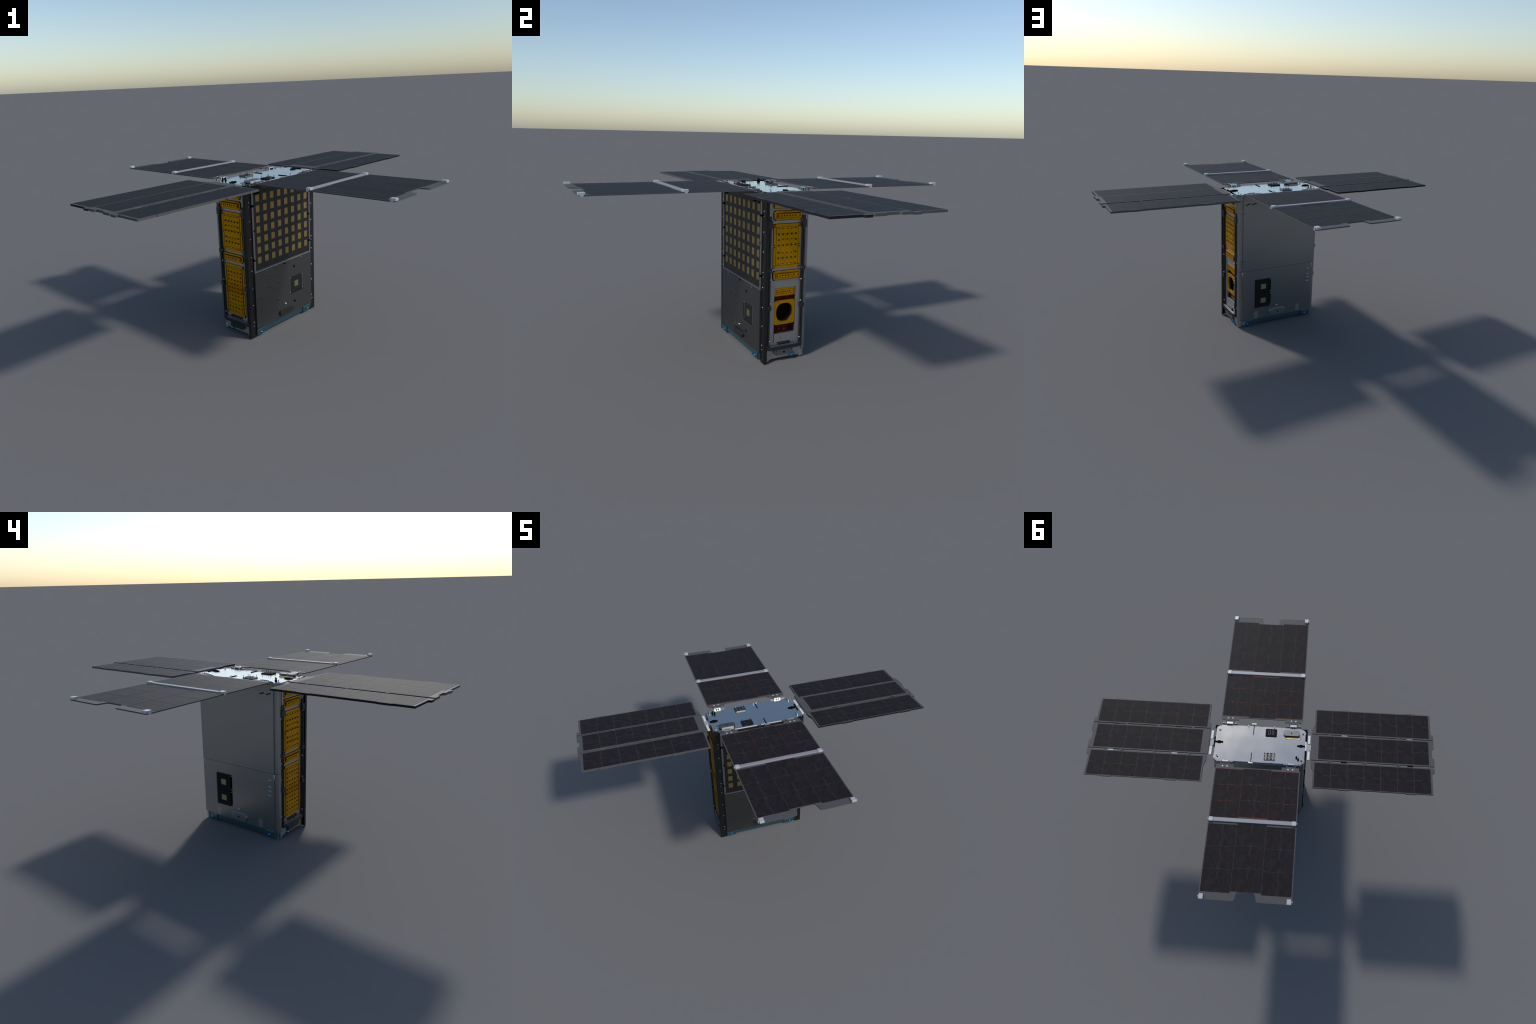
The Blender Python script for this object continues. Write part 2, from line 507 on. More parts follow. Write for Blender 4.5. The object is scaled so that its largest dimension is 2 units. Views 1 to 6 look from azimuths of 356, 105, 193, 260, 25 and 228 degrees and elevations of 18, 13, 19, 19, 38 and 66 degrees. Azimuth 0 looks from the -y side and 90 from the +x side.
# --------------------------------------------------------------- narrow faces (B, D)
def connector(bm, face, u0, u1, v0, v1, d, sgn, cut=.011, pins=True):
    """amber shell with raised pin block; mats 0 amber,1 dark,2 red,3 black"""
    prism(bm, face, rrect(u0 - .001, u1 + .001, v0 - .0025, v1 + .0025, .010, 4), d - .006, d + .0008, 3)  # black plate drawn as the shadow gap around the shell
    prism(bm, face, crect(u0 + .003, u1, v0, v1, cut), d, d + .0065, 0, .001)
    a0, a1, b0, b1 = u0 + .016, u1 - .010, v0 + .0105, v1 - .0105
    box(bm, face, a0 - .0015, a1 + .0015, b0 - .0015, b1 + .0015, d + .0065, d + .0071, 2)
    box(bm, face, a0, a1, b0, b1, d + .0071, d + .0119, 1)
    box(bm, face, a0 + .0003, a1 - .0003, b0 + .0003, b1 - .0003, d + .0119, d + .0125, 0)
    frame(bm, face, a0 + .002, a1 - .002, b0 + .002, b1 - .002, .0012, d + .0125, d + .0129, 2)
    box(bm, face, a0 + .0005, a1 - .0005, b1 - .0022, b1 - .0008, d + .0125, d + .0130, 3)
    for s in (a0 + .006, a1 - .006):
        box(bm, face, s - .0025, s + .0025, (b0 + b1) / 2 - .005, (b0 + b1) / 2 + .005, d + .0125, d + .0131, 2)
    m = (b0 + b1) / 2
    for k in range(6):
        t = a0 + (a1 - a0) * (.165 + .122 * k)
        if sgn < 0:
            t = a0 + a1 - t
        mi = 1 if k == 0 else (2 if k == 4 else 3)
        disc(bm, face, t, m, .0036, d + .0125, d + .0133, mi, 10)

def component_board(bm, face, u0, u1, v0, v1, d, rows, cut_rows, red_rows, r, side):
    """amber board: outlined inner field, 5 columns of round components.
    mats 0 amber,1 brown,2 red,3 black"""
    um = (u0 + u1) / 2
    a0, a1 = u0 + .0145, u1 - .0145
    b0, b1 = v0 + .015, v1 - .015
    frame(bm, face, a0, a1, b0, b1, .0013, d, d + .0016, 3)
    box(bm, face, a0 + .0013, a1 - .0013, b0 + .0013, b1 - .0013, d - .0005, d + .0009, 0)
    for v in (b0 + .0032, b1 - .0032):
        box(bm, face, um - .036, um + .036, v - .0009, v + .0009, d + .0009, d + .0016, 4)
    for i, v in enumerate(rows):
        for c in range(5):
            u = um + (c - 2) * .0247
            key = cut_rows.get(i)
            dv, rr = 0, r
            if key and (1 <= c <= 3) == (abs(key) == 1):
                # half hidden by a glued strip: draw only the visible half
                up = key > 0
                n = 8
                pts = [(u + r * math.cos(math.pi * k / n), v + (1 if up else -1) * r * math.sin(math.pi * k / n)) for k in range(n + 1)]
                prism(bm, face, pts, d, d + .0022, 1)
                continue
            disc(bm, face, u, v, rr, d, d + .0022, 1, 12)
    for v in red_rows:
        for c in range(5):
            u = um + (c - 2) * .0247
            box(bm, face, u - .0048, u + .0048, v - .0028, v + .0022, d, d + .0021, 2)
    # faint seams between component columns
    for c in range(4):
        u = um + (c - 1.5) * .0247
        box(bm, face, u - .00025, u + .00025, b0 + .008, b1 - .008, d + .0009, d + .0012, 1)

AMB = [AMBER, BROWN, BROWN_RED, BLACK, TAN]
AMBC = [AMBER_CONN, BROWN, BROWN_RED, BLACK, TAN]
AMBB = [AMBER_BAND, BROWN, BROWN_RED, BLACK, TAN]

for face in 'DB':
    off = .002
    # silver face sheet, with a window on the instrument side
    bm = bmesh.new()
    if face == 'D':
        box(bm, face, -.108, -.0635, .070, .9, -.012, 0)
        box(bm, face, .0625, .108, .070, .9, -.012, 0)
        box(bm, face, -.0635, .0625, .426, .9, -.012, 0)
        box(bm, face, -.0635, .0625, .070, .108, -.012, 0)
        box(bm, face, -.0625, .0615, .1085, .1555, -.012, .0035)
        box(bm, face, -.0630, .0620, .406, .4255, -.012, -.002)
    else:
        box(bm, face, -.108, .108, .070, .9, -.012, 0)
    sheet = obj_from_bm("side_sheet", bm, SILVER, ROOT)
    # bottom apron with feet and an arch
    bm = bmesh.new()
    n = 6
    arch = [(-.088, .006), (-.083, .011), (-.074, .0145), (-.02, .016), (.03, .0165), (.075, .0155), (.092, .0145), (.097, .006)]
    prism(bm, face, [(-.1095, .0045), (-.098, .0)] + [(-.095, .0)] + arch + [(.104, .004), (.1125, .006), (.1125, .0695), (-.1095, .0695)], -.012, -.001)
    apron = obj_from_bm("bottom_apron", bm, SILVER, ROOT)
    for u, v in ((-.103, .033), (.097, .032), (.099, .026)):
        screw(face, u, v, -.001, apron, True, .62)
    # amber connectors
    d = .0
    for z in ((.790), (.4765), (.851)):
        bm = bmesh.new()
        if face == 'D' and z > .84:
            prism(bm, face, rrect(-.0795, .0835, z - .026, z + .026, .010, 4), -.006, .0008, 3)
            frame(bm, face, -.0755, .0825, z - .0235, z + .0235, .008, .0005, .006, 0)
            for su, sv in ((-.0755, -1), (-.0755, 1), (.0825, -1), (.0825, 1)):
                a = .012 if su < 0 else -.012
                prism(bm, face, [(su + a * .66, z + sv * .0155), (su + a * 1.7, z + sv * .0155), (su + a * .66, z + sv * .0065)], .0005, .0058, 0)
            box(bm, face, -.064, -.026, z - .0150, z + .0150, .0008, .004, 5)
            box(bm, face, -.022, .072, z - .0150, z + .0150, .0008, .003, 1)
            box(bm, face, -.052, -.030, z + .002, z + .0145, .004, .007, 2)
        else:
            connector(bm, face, -.0785, .0825, z - .0235, z + .0235, d, 1 if face == 'D' else -1)
        conn = obj_from_bm("amber_connector", bm, AMBC + [LIGHT_FRAME], sheet)
        for v in (z - .018, z + .018):
            u = -.074 if True else 0
            screw(face, -.0735, v, .0008, conn, s=.75)
            screw(face, .0795, v, .0008, conn, s=.6)
    # long component board with red corner lugs
    bm = bmesh.new()
    box(bm, face, -.0785, .0800, .5145, .7485, -.004, .0015, 2)
    prism(bm, face, [(-.0770, .532), (-.068, .532), (-.068, .5155), (.066, .5155), (.066, .532), (.0790, .532),
                     (.0790, .624), (.069, .624), (.069, .640), (.0790, .640), (.0790, .731), (.066, .731), (.066, .7465),
                     (-.068, .7465), (-.068, .731), (-.0770, .731), (-.0770, .640), (-.068, .640), (-.068, .624), (-.0770, .624)], .0015, .0055, 0)
    component_board(bm, face, -.0785, .0800, .5165, .7465, .0055, (.694, .665, .6365, .5985, .570), {1: 1, 3: -1}, (.724, .5395), .0060, 0)
    brd = obj_from_bm("component_board", bm, AMB, sheet)
    for u, v in ((-.0735, .740), (.0735, .740), (-.0735, .523), (.0735, .523), (-.0745, .632), (.0745, .632)):
        screw(face, u, v, .0015, brd, s=1.0)
    if face == 'B':
        bm = bmesh.new()
        box(bm, face, -.0735, .0775, .113, .436, -.003, .0006, 3)
        prism(bm, face, [(-.066, .1155), (.070, .1155), (.070, .133), (.0795, .133), (.0795, .268), (.0715, .268), (.0715, .284), (.0795, .284), (.0795, .420), (.070, .420), (.070, .4345),
                         (-.066, .4345), (-.066, .420), (-.0755, .420), (-.0755, .284), (-.0680, .284), (-.0680, .268), (-.0755, .268), (-.0755, .133), (-.066, .133)], .0006, .0050, 0)
        rows = [.3865 - .0246 * k for k in range(10)]
        component_board(bm, face, -.0755, .0795, .1155, .4345, .0050, rows, {1: 1, 8: -1, 3: 2, 6: -2}, (.4105, .1405), .0056, 0)
        for u in (-.063, .067):
            box(bm, face, u - .0022, u + .0022, .135, .415, .0050, .0062, 2)
        obj_from_bm("battery_board", bm, AMBB, sheet)
        for v in (.276,):
            for u in (-.0725, .0755):
                screw(face, u, v, .0006, sheet, s=1.0)
    else:
        # payload window: red backing, small connector, lens plate with a real bore
        bm = bmesh.new()
        box(bm, 'D', -.0635, .0625, .1555, .2070, -.029, -.016, 0)
        box(bm, 'D', -.0635, .0625, .3340, .406, -.029, -.016, 0)
        for u, v in ((-.026, .148 + .03), (.006, .182), (.006, .170)):
            disc(bm, 'D', u, v, .0035, -.016, -.011, 1, 10)
        box(bm, 'D', .0335, .0425, .157, .2015, -.016, -.011, 2)
        box(bm, 'D', .0545, .0585, .157, .2015, -.016, -.009, 0)
        back = obj_from_bm("payload_backing", bm, [RED_DARK, COPPER_RED, BLACK], sheet)
        bm = bmesh.new()
        prism(bm, 'D', rrect(-.0625, .0605, .3615, .4045, .004, 3), -.016, -.002, 0, .001)
        a0, a1, b0, b1 = -.0525, .0555, .3725, .3965
        frame(bm, 'D', a0, a1, b0, b1, .0016, -.002, -.0012, 2)
        box(bm, 'D', a0 + .0016, a1 - .0016, b0 + .0016, b1 - .0016, -.002, -.0016, 0)
        for s in (a0 + .006, a1 - .006):
            box(bm, 'D', s - .002, s + .002, .379, .390, -.002, -.0010, 2)
        for k in range(6):
            disc(bm, 'D', a0 + (a1 - a0) * (.165 + .115 * k), .3845, .0032, -.002, -.0008, 1 if k == 0 else (2 if k == 4 else 3), 10)
        obj_from_bm("payload_connector", bm, AMBC, sheet)
        # lens plate: rounded square ring lofted to a nearly round bore
        bm = bmesh.new()
        N = 64
        cu, cv = -.001, .2705
        def sq(t, hw, hh, p):
            c, s_ = math.cos(t), math.sin(t)
            k = (abs(c) ** p + abs(s_) ** p) ** (-1 / p)
            return cu + hw * k * c, cv + hh * k * s_
        prof = [(.0615, .0665, 14, -.010, 0), (.0615, .0665, 14, -.0005, 0), (.0490, .0510, 2.5, -.0005, 0),
                (.0484, .0504, 2.5, -.0085, 0), (.0482, .0502, 2.5, -.0088, 1), (.0470, .0490, 2.4, -.016, 1), (.0430, .0450, 2.2, -.0165, 2), (.0420, .0440, 2.2, -.034, 2)]
        loops = []
        for hw, hh, p, dd, mi in prof:
            loops.append([bm.verts.new(fmap('D', *sq(2 * math.pi * k / N, hw, hh, p), dd)) for k in range(N)])
        for (a, b, pr) in zip(loops, loops[1:], prof[1:]):
            for k in range(N):
                f = bm.faces.new((a[k], a[(k + 1) % N], b[(k + 1) % N], b[k]))
                f.material_index = pr[4]
        f = bm.faces.new(loops[-1]); f.material_index = 2
        for u, v in ((-.043, .330), (.037, .208)):
            disc(bm, 'D', u, v, .0025, -.0008, -.0001, 2, 10)
        obj_from_bm("lens_plate", bm, [amber("polished_amber", stain=.0), CHARCOAL, BLACK], sheet)
        bm = bmesh.new()
        disc(bm, 'D', -.024, .131, .0028, .0035, .0039, 0, 10)
        box(bm, 'D', -.0645, -.0632, .108, .156, .0001, .0006, 0)
        box(bm, 'D', -.0632, .060, .1072, .1080, .0001, .0006, 0)
        obj_from_bm("plate_hole", bm, BLACK, sheet)
    # ribbon header above the ledge
    bm = bmesh.new()
    if face == 'D':
        box(bm, face, -.040, .034, .093, .1065, .0, .010, 0, .001)
        for k in range(3):
            box(bm, face, -.032 + k * .022, -.020 + k * .022, .0935, .099, .010, .0105, 1)
    else:
        box(bm, face, -.044, .048, .101, .111, .0, .010, 0, .001)
        for k in range(4):
            box(bm, face, -.036 + k * .021, -.024 + k * .021, .101, .106, .010, .0105, 1)
    obj_from_bm("ribbon_header", bm, [DARK_FRAME, BLACK], sheet)
    # dark side frame: two uprights with latches and a ledge
    bm = bmesh.new()
    for u0, u1 in ((-.1075, -.0915), (.0895, .1055)):
        box(bm, face, u0, u1, .079, .786, 0, .011, 0, .001)
        w = (u1 - u0)
        box(bm, face, u0 + .005, u1 - .005, .10, .75, .011, .0145, 0)
        for zc, h in ((.745, .040), (.508, .022), (.304, .024)):
            box(bm, face, u0 - .004, u1 + .004, zc - h / 2, zc + h / 2, 0, .0165, 0, .0015)
    frame_ob = obj_from_bm("side_frame", bm, DARK_FRAME, ROOT)
    bm = bmesh.new()
    for u0, u1 in ((-.1085, -.0905), (.0890, .1065)):
        box(bm, face, u0 + .002, u1 - .002, .790, .899, 0, .009, 0, .001)
    obj_from_bm("pale_upright", bm, LIGHT_FRAME, frame_ob)
    bm = bmesh.new()
    prism(bm, 'T', [(( 1 if face == 'D' else -1) * x, y) for x, y in ((XD - .005, -.107), (XD + .012, -.107), (XD + .022, -.082), (XD + .022, .080), (XD + .012, .104), (XD - .005, .104))],
          .0705 - ZT, .0905 - ZT, 0, .001)
    box(bm, face, -.107, -.088, .078, .093, 0, .014, 0, .001)
    box(bm, face, .084, .104, .078, .098, 0, .016, 0, .003)
    ledge = obj_from_bm("ledge", bm, DARK_FRAME, frame_ob)
    bm = bmesh.new()
    sgn = 1 if face == 'D' else -1
    prism(bm, 'T', [(sgn * (XD + a), b) for a, b in ((.001, -.086), (.012, -.086), (.0205, -.076), (.0205, .074), (.012, .084), (.001, .084))], .0905 - ZT, .0916 - ZT, 0)
    box(bm, face, -.080, .078, .0916, .0945, .0095, .0115, 0)
    obj_from_bm("ledge_rib", bm, STRIP, frame_ob)
    for u, zs in ((.0885, (.763, .511, .447, .329, .121)), (-.0905, (.726, .459, .33, .121)), (.1075, (.715, .46, .365, .14))):
        for z in zs:
            screw(face, u, z, .0115 if abs(u) < .1 else .004, frame_ob, True, .8)
    bm = bmesh.new()
    for z in (.783, .735, .395, .2):
        box(bm, face, -.1105, -.1080, z - .02, z + .02, .0, .004)
    obj_from_bm("dark_slot", bm, BLACK, frame_ob)
    # cover below the ledge and a blue ball bolt
    s = 1
    bm = bmesh.new()
    pts = [(-.064, .068), (.050, .068), (.050, .040), (.045, .0345), (-.045, .0345), (-.055, .040), (-.064, .056)]
    prism(bm, face, pts, -.001, .013, 0, .0015)
    box(bm, face, -.0085, .0015, .046, .056, .013, .0136, 1 if face == 'B' else 2)
    box(bm, face, -.0065, -.0005, .048, .054, .0136, .0140, 2)
    if face == 'D':
        for u, v in ((-.049, .044), (-.049, .060), (.043, .060)):
            disc(bm, face, u, v, .0025, .013, .0134, 2, 10)
    cov = obj_from_bm("access_cover", bm, [GREEN_GREY if face == 'D' else CHARCOAL, CHIP_GREY, BLACK], apron)
    ball = bpy.data.objects.new("blue_ball_bolt", dome_mesh("blue_ball_bolt", .0115, .012, BLUE_BOLT, 20))
    ball.location = fmap(face, .048, .0235, .001)
    ball.rotation_euler = ROT[face]
    attach(ball, apron)
    bm = bmesh.new()
    prism(bm, face, [(.026, .016), (.072, .018), (.064, .038), (.052, .040), (.04, .036)], -.001, .0022, 0)
    obj_from_bm("blue_bracket", bm, BLUE, apron)

# inner corner posts on the radiator side, seen below the panel
bm = bmesh.new()
for sx in (-1, 1):
    u0, u1 = sorted((sx * .2635, sx * .278))
    box(bm, 'T', u0, u1, .100, .1235, .004 - ZT, .06 - ZT)
obj_from_bm("corner_post", bm, SILVER, ROOT)
# belly plate
bm = bmesh.new()
box(bm, 'T', -.272, .272, -.119, .119, .0165 - ZT, .0195 - ZT)
obj_from_bm("belly_plate", bm, SILVER, ROOT)

# --------------------------------------------------------------- top deck
bm = bmesh.new()
deck_poly = [(-.262, -.1265), (.262, -.1265), (.290, -.108), (.290, .110), (.262, .1305), (-.262, .1305), (-.290, .110), (-.290, -.108)]
prism(bm, 'T', deck_poly, -.010, 0, 0, .001)
deck = obj_from_bm("top_deck", bm, TOP, ROOT)
bm = bmesh.new()
prism(bm, 'T', [(x * .985, y * .985) for x, y in deck_poly], -.020, -.010, 0)
obj_from_bm("deck_skirt", bm, RADIATOR_EDGE, deck)
bm = bmesh.new()   # short upstands of the C side edge panel at the chamfers
for sx in (-1, 1):
    prism(bm, 'T', [(sx * .259, .1315), (sx * .2915, .111), (sx * .2925, .113), (sx * .262, .1355)], -.03, -.0015, 0)
obj_from_bm("chamfer_lip", bm, RADIATOR_EDGE, deck)

# slots with edge tabs
bm = bmesh.new()
box(bm, 'T', .0465, .0505, -.133, -.067, 0, .0035)
box(bm, 'T', .0460, .0500, .065, .131, 0, .0035)
for u, v, r, h in ((-.273, -.086, .0045, .002), (.264, -.086, .0045, .001), (.264, .105, .0050, .001), (-.272, .105, .0050, .001)):
    disc(bm, 'T', u, v, r, 0, h, 0, 14)
for sx in (-1, 1):
    box(bm, 'T', min(sx * .239, sx * .289), max(sx * .239, sx * .289), -.0055, .0035, 0, .006, 0, .001)
    box(bm, 'T', sx * .264 - .009, sx * .264 + .009, -.0085, .0065, .0, .0072, 0, .001)
box(bm, 'T', .291, .298, -.036, .034, -.012, .004)
obj_from_bm("black_retainer", bm, BLACK, deck)
bm = bmesh.new()
for v in (-.1430, .1360):
    box(bm, 'T', .033, .065, v - .0045, v + .0045, -.004, .004, 0, .001)
box(bm, 'T', -.299, -.2905, -.036, .028, -.012, -.002)
obj_from_bm("edge_tab", bm, SILVER, deck)
for u, v in ((.273, -.094), (-.272, -.095), (.273, .090), (-.268, .098), (.085, -.126), (-.085, -.126), (-.085, .126), (.04, .124)):
    bm = bmesh.new()
    disc(bm, 'T', u, v, .0022, 0, .009, 0, 10)
    disc(bm, 'T', u, v, .0032, .009, .0115, 0, 10)
    obj_from_bm("standoff", bm, SCREW, deck)
for u, v in ((-.239, .083), (-.251, .096)):
    bm = bmesh.new()
    disc(bm, 'T', u, v, .0062, 0, .006, 0, 16)
    disc(bm, 'T', u, v, .0032, .006, .019, 0, 12)
    disc(bm, 'T', u, v, .0048, .013, .016, 0, 12)
    obj_from_bm("black_peg", bm, BLACK, deck)

# two header modules with pins standing up
for v0, v1, grey in ((-.112, -.058, False), (.060, .1115, True)):
    u0, u1 = -.1035, -.0305
    bm = bmesh.new()
    prism(bm, 'T', rrect(u0, u1, v0, v1, .006, 4), .0008, .0052, 0)
    for uc in (-.0775, -.0555):
        frame(bm, 'T', uc - .0062, uc + .0062, v0 + .013, v1 - .013, .0013, .0052, .0075, 1)
        for dv in (.006, v1 - v0 - .006):
            box(bm, 'T', uc - .008, uc + .008, v0 + dv - .0028, v0 + dv + .0028, .0052, .0062, 2)
        box(bm, 'T', uc - .0022, uc + .0022, v0 + .013, v1 - .013, .0053, .0068, 2)
    for uu in (u0 + .006, u1 - .006):
        for vv in (v0 + .006, v1 - .006):
            disc(bm, 'T', uu, vv, .0012, .0052, .0185, 2, 8)
            disc(bm, 'T', uu, vv, .0032, .0052, .0066, 2, 8)
        box(bm, 'T', uu - .002, uu + .002, (v0 + v1) / 2 - .008, (v0 + v1) / 2 + .008, .0052, .0062, 2)
    disc(bm, 'T', -.0665, (v0 + v1) / 2, .0012, .0052, .0230, 2, 8)
    for uu in (-.0775, -.0555):
        disc(bm, 'T', uu, v0 + .0125, .0011, .0052, .0150, 2, 8)
    obj_from_bm("header_module", bm, [CHIP_GREY if grey else CHIP_BLACK, CHIP_GREY, CHIP_BLACK], deck)

# raised pill antenna with slot below and a beige plug
bm = bmesh.new()
prism(bm, 'T', rrect(-.2525, -.1465, -.106, -.0655, .018, 10), .0030, .0130, 0, .001)
box(bm, 'T', -.2050, -.1925, -.0915, -.0795, .0130, .0136, 1)
box(bm, 'T', -.2025, -.1950, -.0890, -.0820, .0136, .0140, 2)
box(bm, 'T', -.240, -.160, -.100, -.070, 0, .0030, 2)
pill = obj_from_bm("patch_antenna", bm, [plain("slate_cover", (.15, .155, .16), .42, metal=.9), CHIP_GREY, BLACK], deck)
bm = bmesh.new()
prism(bm, 'T', rrect(-.2575, -.1630, -.066, -.045, .0085, 6), 0, .0008, 1)
prism(bm, 'T', rrect(-.2550, -.1655, -.062, -.047, .007, 6), .0008, .0014, 0)
obj_from_bm("tan_slot", bm, [TAN, BLACK], deck)
bm = bmesh.new()
box(bm, 'T', -.235, -.160, -.1105, -.1055, .0005, .0105, 0, .001)
obj_from_bm("beige_plug", bm, BEIGE, deck)

# wing hinges on the long deck edges
for sy in (-1, 1):
    for sx in (-1, 1):
        uc = sx * .2085
        v = lambda a: sy * a
        bm = bmesh.new()
        v0, v1 = sorted((v(.1305), v(.1455) if sy < 0 else v(.1415)))
        box(bm, 'T', uc - .0215, uc + .0215, v0, v1, -.006, .0125, 0, .0015)
        for dx in (-.007, .007):
            vv0, vv1 = sorted((v(.1255), v(.1308)))
            box(bm, 'T', uc + dx - .002, uc + dx + .002, vv0, vv1, 0, .006, 1)
        for a, b in ((-.050, -.024), (.024, .050)):
            vv0, vv1 = sorted((v(.133), v(.1425)))
            box(bm, 'T', uc + a, uc + b, vv0, vv1, -.004, .0075, 2, .003)
        obj_from_bm("wing_hinge", bm, [BRIGHT, BLACK, KNUCKLE], deck)

# --------------------------------------------------------------- solar wings
def cells_on(parent, u_list, v_list, z0, z1, swap=False):
    """grid of cells; sizes taken from first cell so the mesh is shared"""
    src = None
    for (u0, u1) in u_list:
        for (v0, v1) in v_list:
            w, h = u1 - u0, v1 - v0
            if src is None:
                bm = bmesh.new()
                prism(bm, 'T', rect(-w / 2, w / 2, -h / 2, h / 2), 0 - ZT, z1 - z0 - ZT)
                src = obj_from_bm("solar_cell", bm, CELL, parent)
                o = src
            else:
                o = src.copy()
                attach(o, parent)
            o.location = ((u0 + u1) / 2, (v0 + v1) / 2, z0)
    return src

BOARD_Z0, BOARD_Z1 = .9160, .9218
COLS = ((-.2615, -.0893), (-.0872, .0872), (.0893, .2615))

def fold_wing(sy):
    """two-leaf wing on a wide face: inner leaf, hinge bar, outer leaf"""
    def Y(a): return sy * a
    def pr(bm, poly, z0, z1, mi=0, bev=0):
        prism(bm, 'T', [(x, Y(y)) for x, y in poly], z0 - ZT, z1 - ZT, mi, bev)
    def bx(bm, x0, x1, y0, y1, z0, z1, mi=0, bev=0):
        pr(bm, rect(x0, x1, y0, y1), z0, z1, mi, bev)
    # inner leaf
    bm = bmesh.new()
    half = [(.151, .1785), (.151, .1600), (.180, .1600), (.180, .1420), (.186, .1420), (.186, .1560), (.231, .1560), (.231, .1420), (.237, .1420), (.237, .1600), (.262, .1600), (.262, .1805), (.2675, .1835)]
    poly = [(-x, y) for x, y in reversed(half)] + half
    poly = poly[::-1]
    outline = [(-.2675, .5265)] + [(-x, y) for x, y in reversed(half)] + half + [(.2675, .5265)]
    pr(bm, outline, BOARD_Z0, BOARD_Z1)
    inner = obj_from_bm("inner_solar_leaf", bm, BOARD, ROOT)
    # red board under the cells
    bm = bmesh.new()
    for ci, (x0, x1) in enumerate(COLS):
        y0, y1 = (.1895, .5110) if ci != 1 else (.1880, .5095)
        bx(bm, -.256 if ci == 0 else (-.0881 if ci == 1 else .0883), .256 if ci == 2 else (.0881 if ci == 1 else -.0883), y0, y1, BOARD_Z1 - .0002, BOARD_Z1 + .0004)
    obj_from_bm("red_substrate", bm, COPPER_RED, inner)
    bm = bmesh.new()
    for ci, (x0, x1) in enumerate(COLS):
        o = .0 if ci != 1 else -.006
        for r in (1, 2):
            y = .1925 + o + r * .1063 - .0005 - (.0 if ci != 1 else .001)
            for t in (.34, .69):
                x = x0 + (x1 - x0) * t
                bx(bm, x - .0020, x + .0020, y - .0011, y + .0011, BOARD_Z1 + .0002, BOARD_Z1 + .0008)
    obj_from_bm("gold_contact", bm, GOLD_DOT, inner)
    def col_cells(parent, ci, start, pitch, gap):
        x0, x1 = COLS[ci]
        rows = []
        for r in range(3):
            a, b = Y(start + r * pitch), Y(start + (r + 1) * pitch - gap)
            rows.append((min(a, b), max(a, b)))
        return (x0, x1), rows
    def mk(parent, starts, pitch, gap):
        src = None
        for ci in range(3):
            (x0, x1), rows = col_cells(parent, ci, starts[ci], pitch, gap)
            for (v0, v1) in rows:
                if src is None:
                    # mesh lies with its long streak across the wing
                    w, h = v1 - v0, x1 - x0
                    bm = bmesh.new()
                    prism(bm, 'T', rect(-w / 2, w / 2, -h / 2, h / 2), -.0005 - ZT, .0004 - ZT)
                    src = obj_from_bm("solar_cell", bm, CELL, parent)
                    o = src
                else:
                    o = attach(src.copy(), parent)
                    o.scale.y = (x1 - x0) / .172
                o.rotation_euler = (0, 0, math.pi / 2 )
                o.location = ((x0 + x1) / 2, (v0 + v1) / 2, BOARD_Z1 + .0003)
    mk(inner, (.1928, .1848, .1928), .1063, .0018)
    # outer leaf with thumb notch
    bm = bmesh.new()
    n = 6
    right = [(.2675, .5275), (.2675, .996), (.2575, 1.006), (.076, 1.006)]
    right += [(.076 - .016 * math.sin(k / n * math.pi / 2), .990 + .016 * math.cos(k / n * math.pi / 2)) for k in range(1, n + 1)]
    right += [(.058, .977), (.055, .968)]
    right += [(.040 + .015 * math.cos(k / n * math.pi / 2), .966 - .013 * math.sin(k / n * math.pi / 2)) for k in range(0, n + 1)]
    outline = right + [(-x, y) for x, y in reversed(right)]
    pr(bm, outline, BOARD_Z0, BOARD_Z1)
    outer = obj_from_bm("outer_solar_leaf", bm, BOARD, ROOT)
    bm = bmesh.new()
    bx(bm, -.259, .259, .5565, .9440, BOARD_Z1 - .0002, BOARD_Z1 + .0002)
    obj_from_bm("cell_gap_film", bm, GRID, outer)
    mk(outer, (.5550, .5450, .5550), .1362, .0022)
    # screws on the hinge lugs
    for sx in (-1, 1):
        for x in (.1925, .2210):
            o = bpy.data.objects.new("hinge_screw", HS)
            o.location = (sx * x, Y(.1735), BOARD_Z1)
            attach(o, inner)
    # bar and clips
    bm = bmesh.new()
    bx(bm, -.240, .240, .5160, .5400, BOARD_Z1, .9285, 0, .0015)
    bar = obj_from_bm("hinge_bar", bm, BAR, inner)
    for yc, hw in ((.528, .0135), (.9915, .0150)):
        for sx in (-1, 1):
            bm = bmesh.new()
            x0, x1 = sorted((sx * .2380, sx * .2635))
            bx(bm, x0, x1, yc - hw, yc + hw, BOARD_Z1 - .001, .9325, 0, .002)
            # round pin across the end
            N = 14
            for xa, xb, rr in ((.2635, .2675, .0045), (.2675, .2695, .0085)):
                lo = [bm.verts.new((sx * xa, Y(yc) + rr * math.cos(2 * math.pi * k / N), .9225 + rr * math.sin(2 * math.pi * k / N))) for k in range(N)]
                hi = [bm.verts.new((sx * xb, Y(yc) + rr * math.cos(2 * math.pi * k / N), .9225 + rr * math.sin(2 * math.pi * k / N))) for k in range(N)]
                bm.faces.new(lo); bm.faces.new(hi)
                for k in range(N):
                    bm.faces.new((lo[k], lo[(k + 1) % N], hi[(k + 1) % N], hi[k]))
            obj_from_bm("hinge_clip", bm, CLIP, inner if yc < .6 else outer)

HS = dome_mesh("hinge_screw", .0062, .0022, CLIP)
fold_wing(-1)
fold_wing(1)

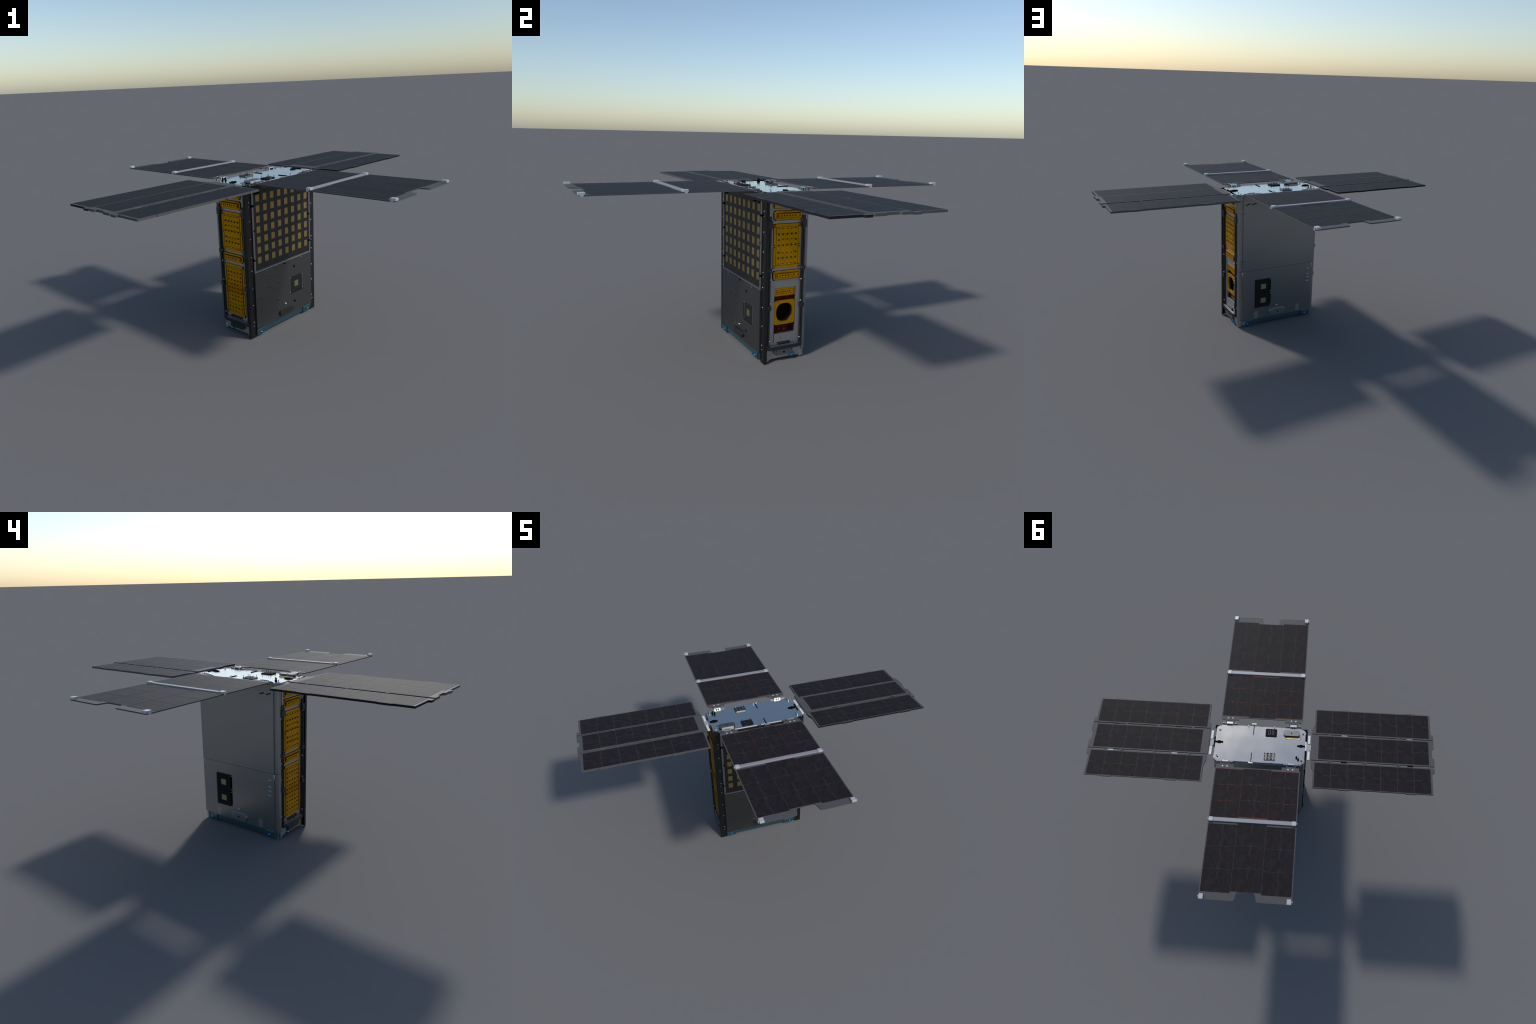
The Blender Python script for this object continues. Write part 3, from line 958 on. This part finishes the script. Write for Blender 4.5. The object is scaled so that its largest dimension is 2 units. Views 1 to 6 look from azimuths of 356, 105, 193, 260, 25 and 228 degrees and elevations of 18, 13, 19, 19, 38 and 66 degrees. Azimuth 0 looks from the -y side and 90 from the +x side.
S_Z0, S_Z1 = .9040, .9145
M_Z0, M_Z1 = .9065, .9180
WING_DY = .003     # the strip wings hinge slightly off the box centre line
def strip_wing(sx):
    """three long strips side by side on a narrow face"""
    def pr(bm, poly, z0, z1, mi=0, bev=0):
        prism(bm, 'T', [(sx * x, y + WING_DY) for x, y in poly], z0 - ZT, z1 - ZT, mi, bev)
    # middle strip
    bm = bmesh.new()
    pr(bm, [(.328, -.0898), (1.107, -.0898), (1.107, -.036), (1.095, -.031), (1.095, .031), (1.107, .036), (1.107, .0898), (.328, .0898)], M_Z0, M_Z1)
    for x in (.445, .673, .883):
        for sy in (-1, 1):
            pr(bm, [(x - .0105, sy * .0898), (x + .0105, sy * .0898), (x + .006, sy * .0975), (x - .006, sy * .0975)], M_Z0, M_Z1 - .001)
    mid = obj_from_bm("solar_strip", bm, BOARD, ROOT)
    n = 7
    pitch = (1.0755 - .3765) / n
    us = [(sx * (.3765 + k * pitch), sx * (.3765 + (k + 1) * pitch - .0024)) for k in range(n)]
    us = [tuple(sorted(u)) for u in us]
    bm = bmesh.new()
    pr(bm, rect(.379, 1.072, -.080, .080), M_Z1 - .0002, M_Z1 + .0002)
    obj_from_bm("cell_gap_film", bm, GRID, mid)
    strip_cells(mid, us, -.0815, .0815, M_Z1)
    # outer strips
    for sy in (-1, 1):
        bm = bmesh.new()
        ol = [(.332, .0988), (1.107, .0988), (1.107, .131), (1.1035, .135), (1.092, .136), (1.092, .279),
              (.995, .279), (.990, .2835), (.924, .2835), (.919, .279), (.580, .279), (.575, .2835), (.508, .2835), (.503, .279),
              (.346, .279), (.346, .166), (.332, .131)]
        pr(bm, [(x, sy * y) for x, y in ol], S_Z0, S_Z1)
        bm.normal_update()
        if sx * sy < 0:      # these two strips carry a black rim
            for f in bm.faces:
                f.material_index = 0 if abs(f.normal.z) > .9 and f.calc_center_median().z > S_Z1 - .001 else 1
        strip = obj_from_bm("solar_strip", bm, [BOARD, BOARD_EDGE], ROOT)
        pitch = (1.082 - .356) / n
        us = [tuple(sorted((sx * (.356 + k * pitch), sx * (.356 + (k + 1) * pitch - .0024)))) for k in range(n)]
        a, b = sorted((sy * .1075, sy * .2742))
        bm = bmesh.new()
        pr(bm, rect(.359, 1.078, a + .0015, b - .0015), S_Z1 - .0002, S_Z1 + .0002)
        obj_from_bm("cell_gap_film", bm, GRID, strip)
        strip_cells(strip, us, a, b, S_Z1)
        bm = bmesh.new()
        for x in (.540, .956):
            pr(bm, [(x - .018, sy * .0905), (x + .018, sy * .0905), (x + .018, sy * .0985), (x - .018, sy * .0985)], S_Z0 + .002, S_Z1 - .001)
        obj_from_bm("strip_hinge", bm, BLACK if sx * sy < 0 else SCREW, strip)
    # spring bars and bracket at the root
    bm = bmesh.new()
    for y0, y1 in ((-.086, -.025), (.027, .088)):
        pr(bm, [(.3065, y0), (.3225, y0), (.3225, y1), (.3065, y1)], .9005, .9085, 0, .001)
    obj_from_bm("spring_bar", bm, WHITE, mid)
    bm = bmesh.new()
    pr(bm, [(.292, -.018), (.308, -.024), (.332, -.016), (.332, .018), (.308, .026), (.292, .012)], .9005, .9065, 0, .001)
    pr(bm, [(.300, .024), (.326, .024), (.326, .029), (.300, .029)], .899, .9035)
    obj_from_bm("root_bracket", bm, plain("sage_grey_bracket", (.36, .37, .36), .5), mid)

def strip_cells(parent, us, v0, v1, z):
    src = None
    for i, (a, b) in enumerate(us):
        if src is None:
            bm = bmesh.new()
            w, h = b - a, v1 - v0
            prism(bm, 'T', rect(-w / 2, w / 2, -h / 2, h / 2), -.0005 - ZT, .0004 - ZT)
            src = obj_from_bm("solar_cell", bm, CELL, parent)
            o = src
        else:
            o = attach(src.copy(), parent)
        o.rotation_euler = (0, 0, math.pi * random.choice((0, 0, 1)))
        o.location = ((a + b) / 2, (v0 + v1) / 2 + WING_DY, z + .0002)

strip_wing(1)
strip_wing(-1)
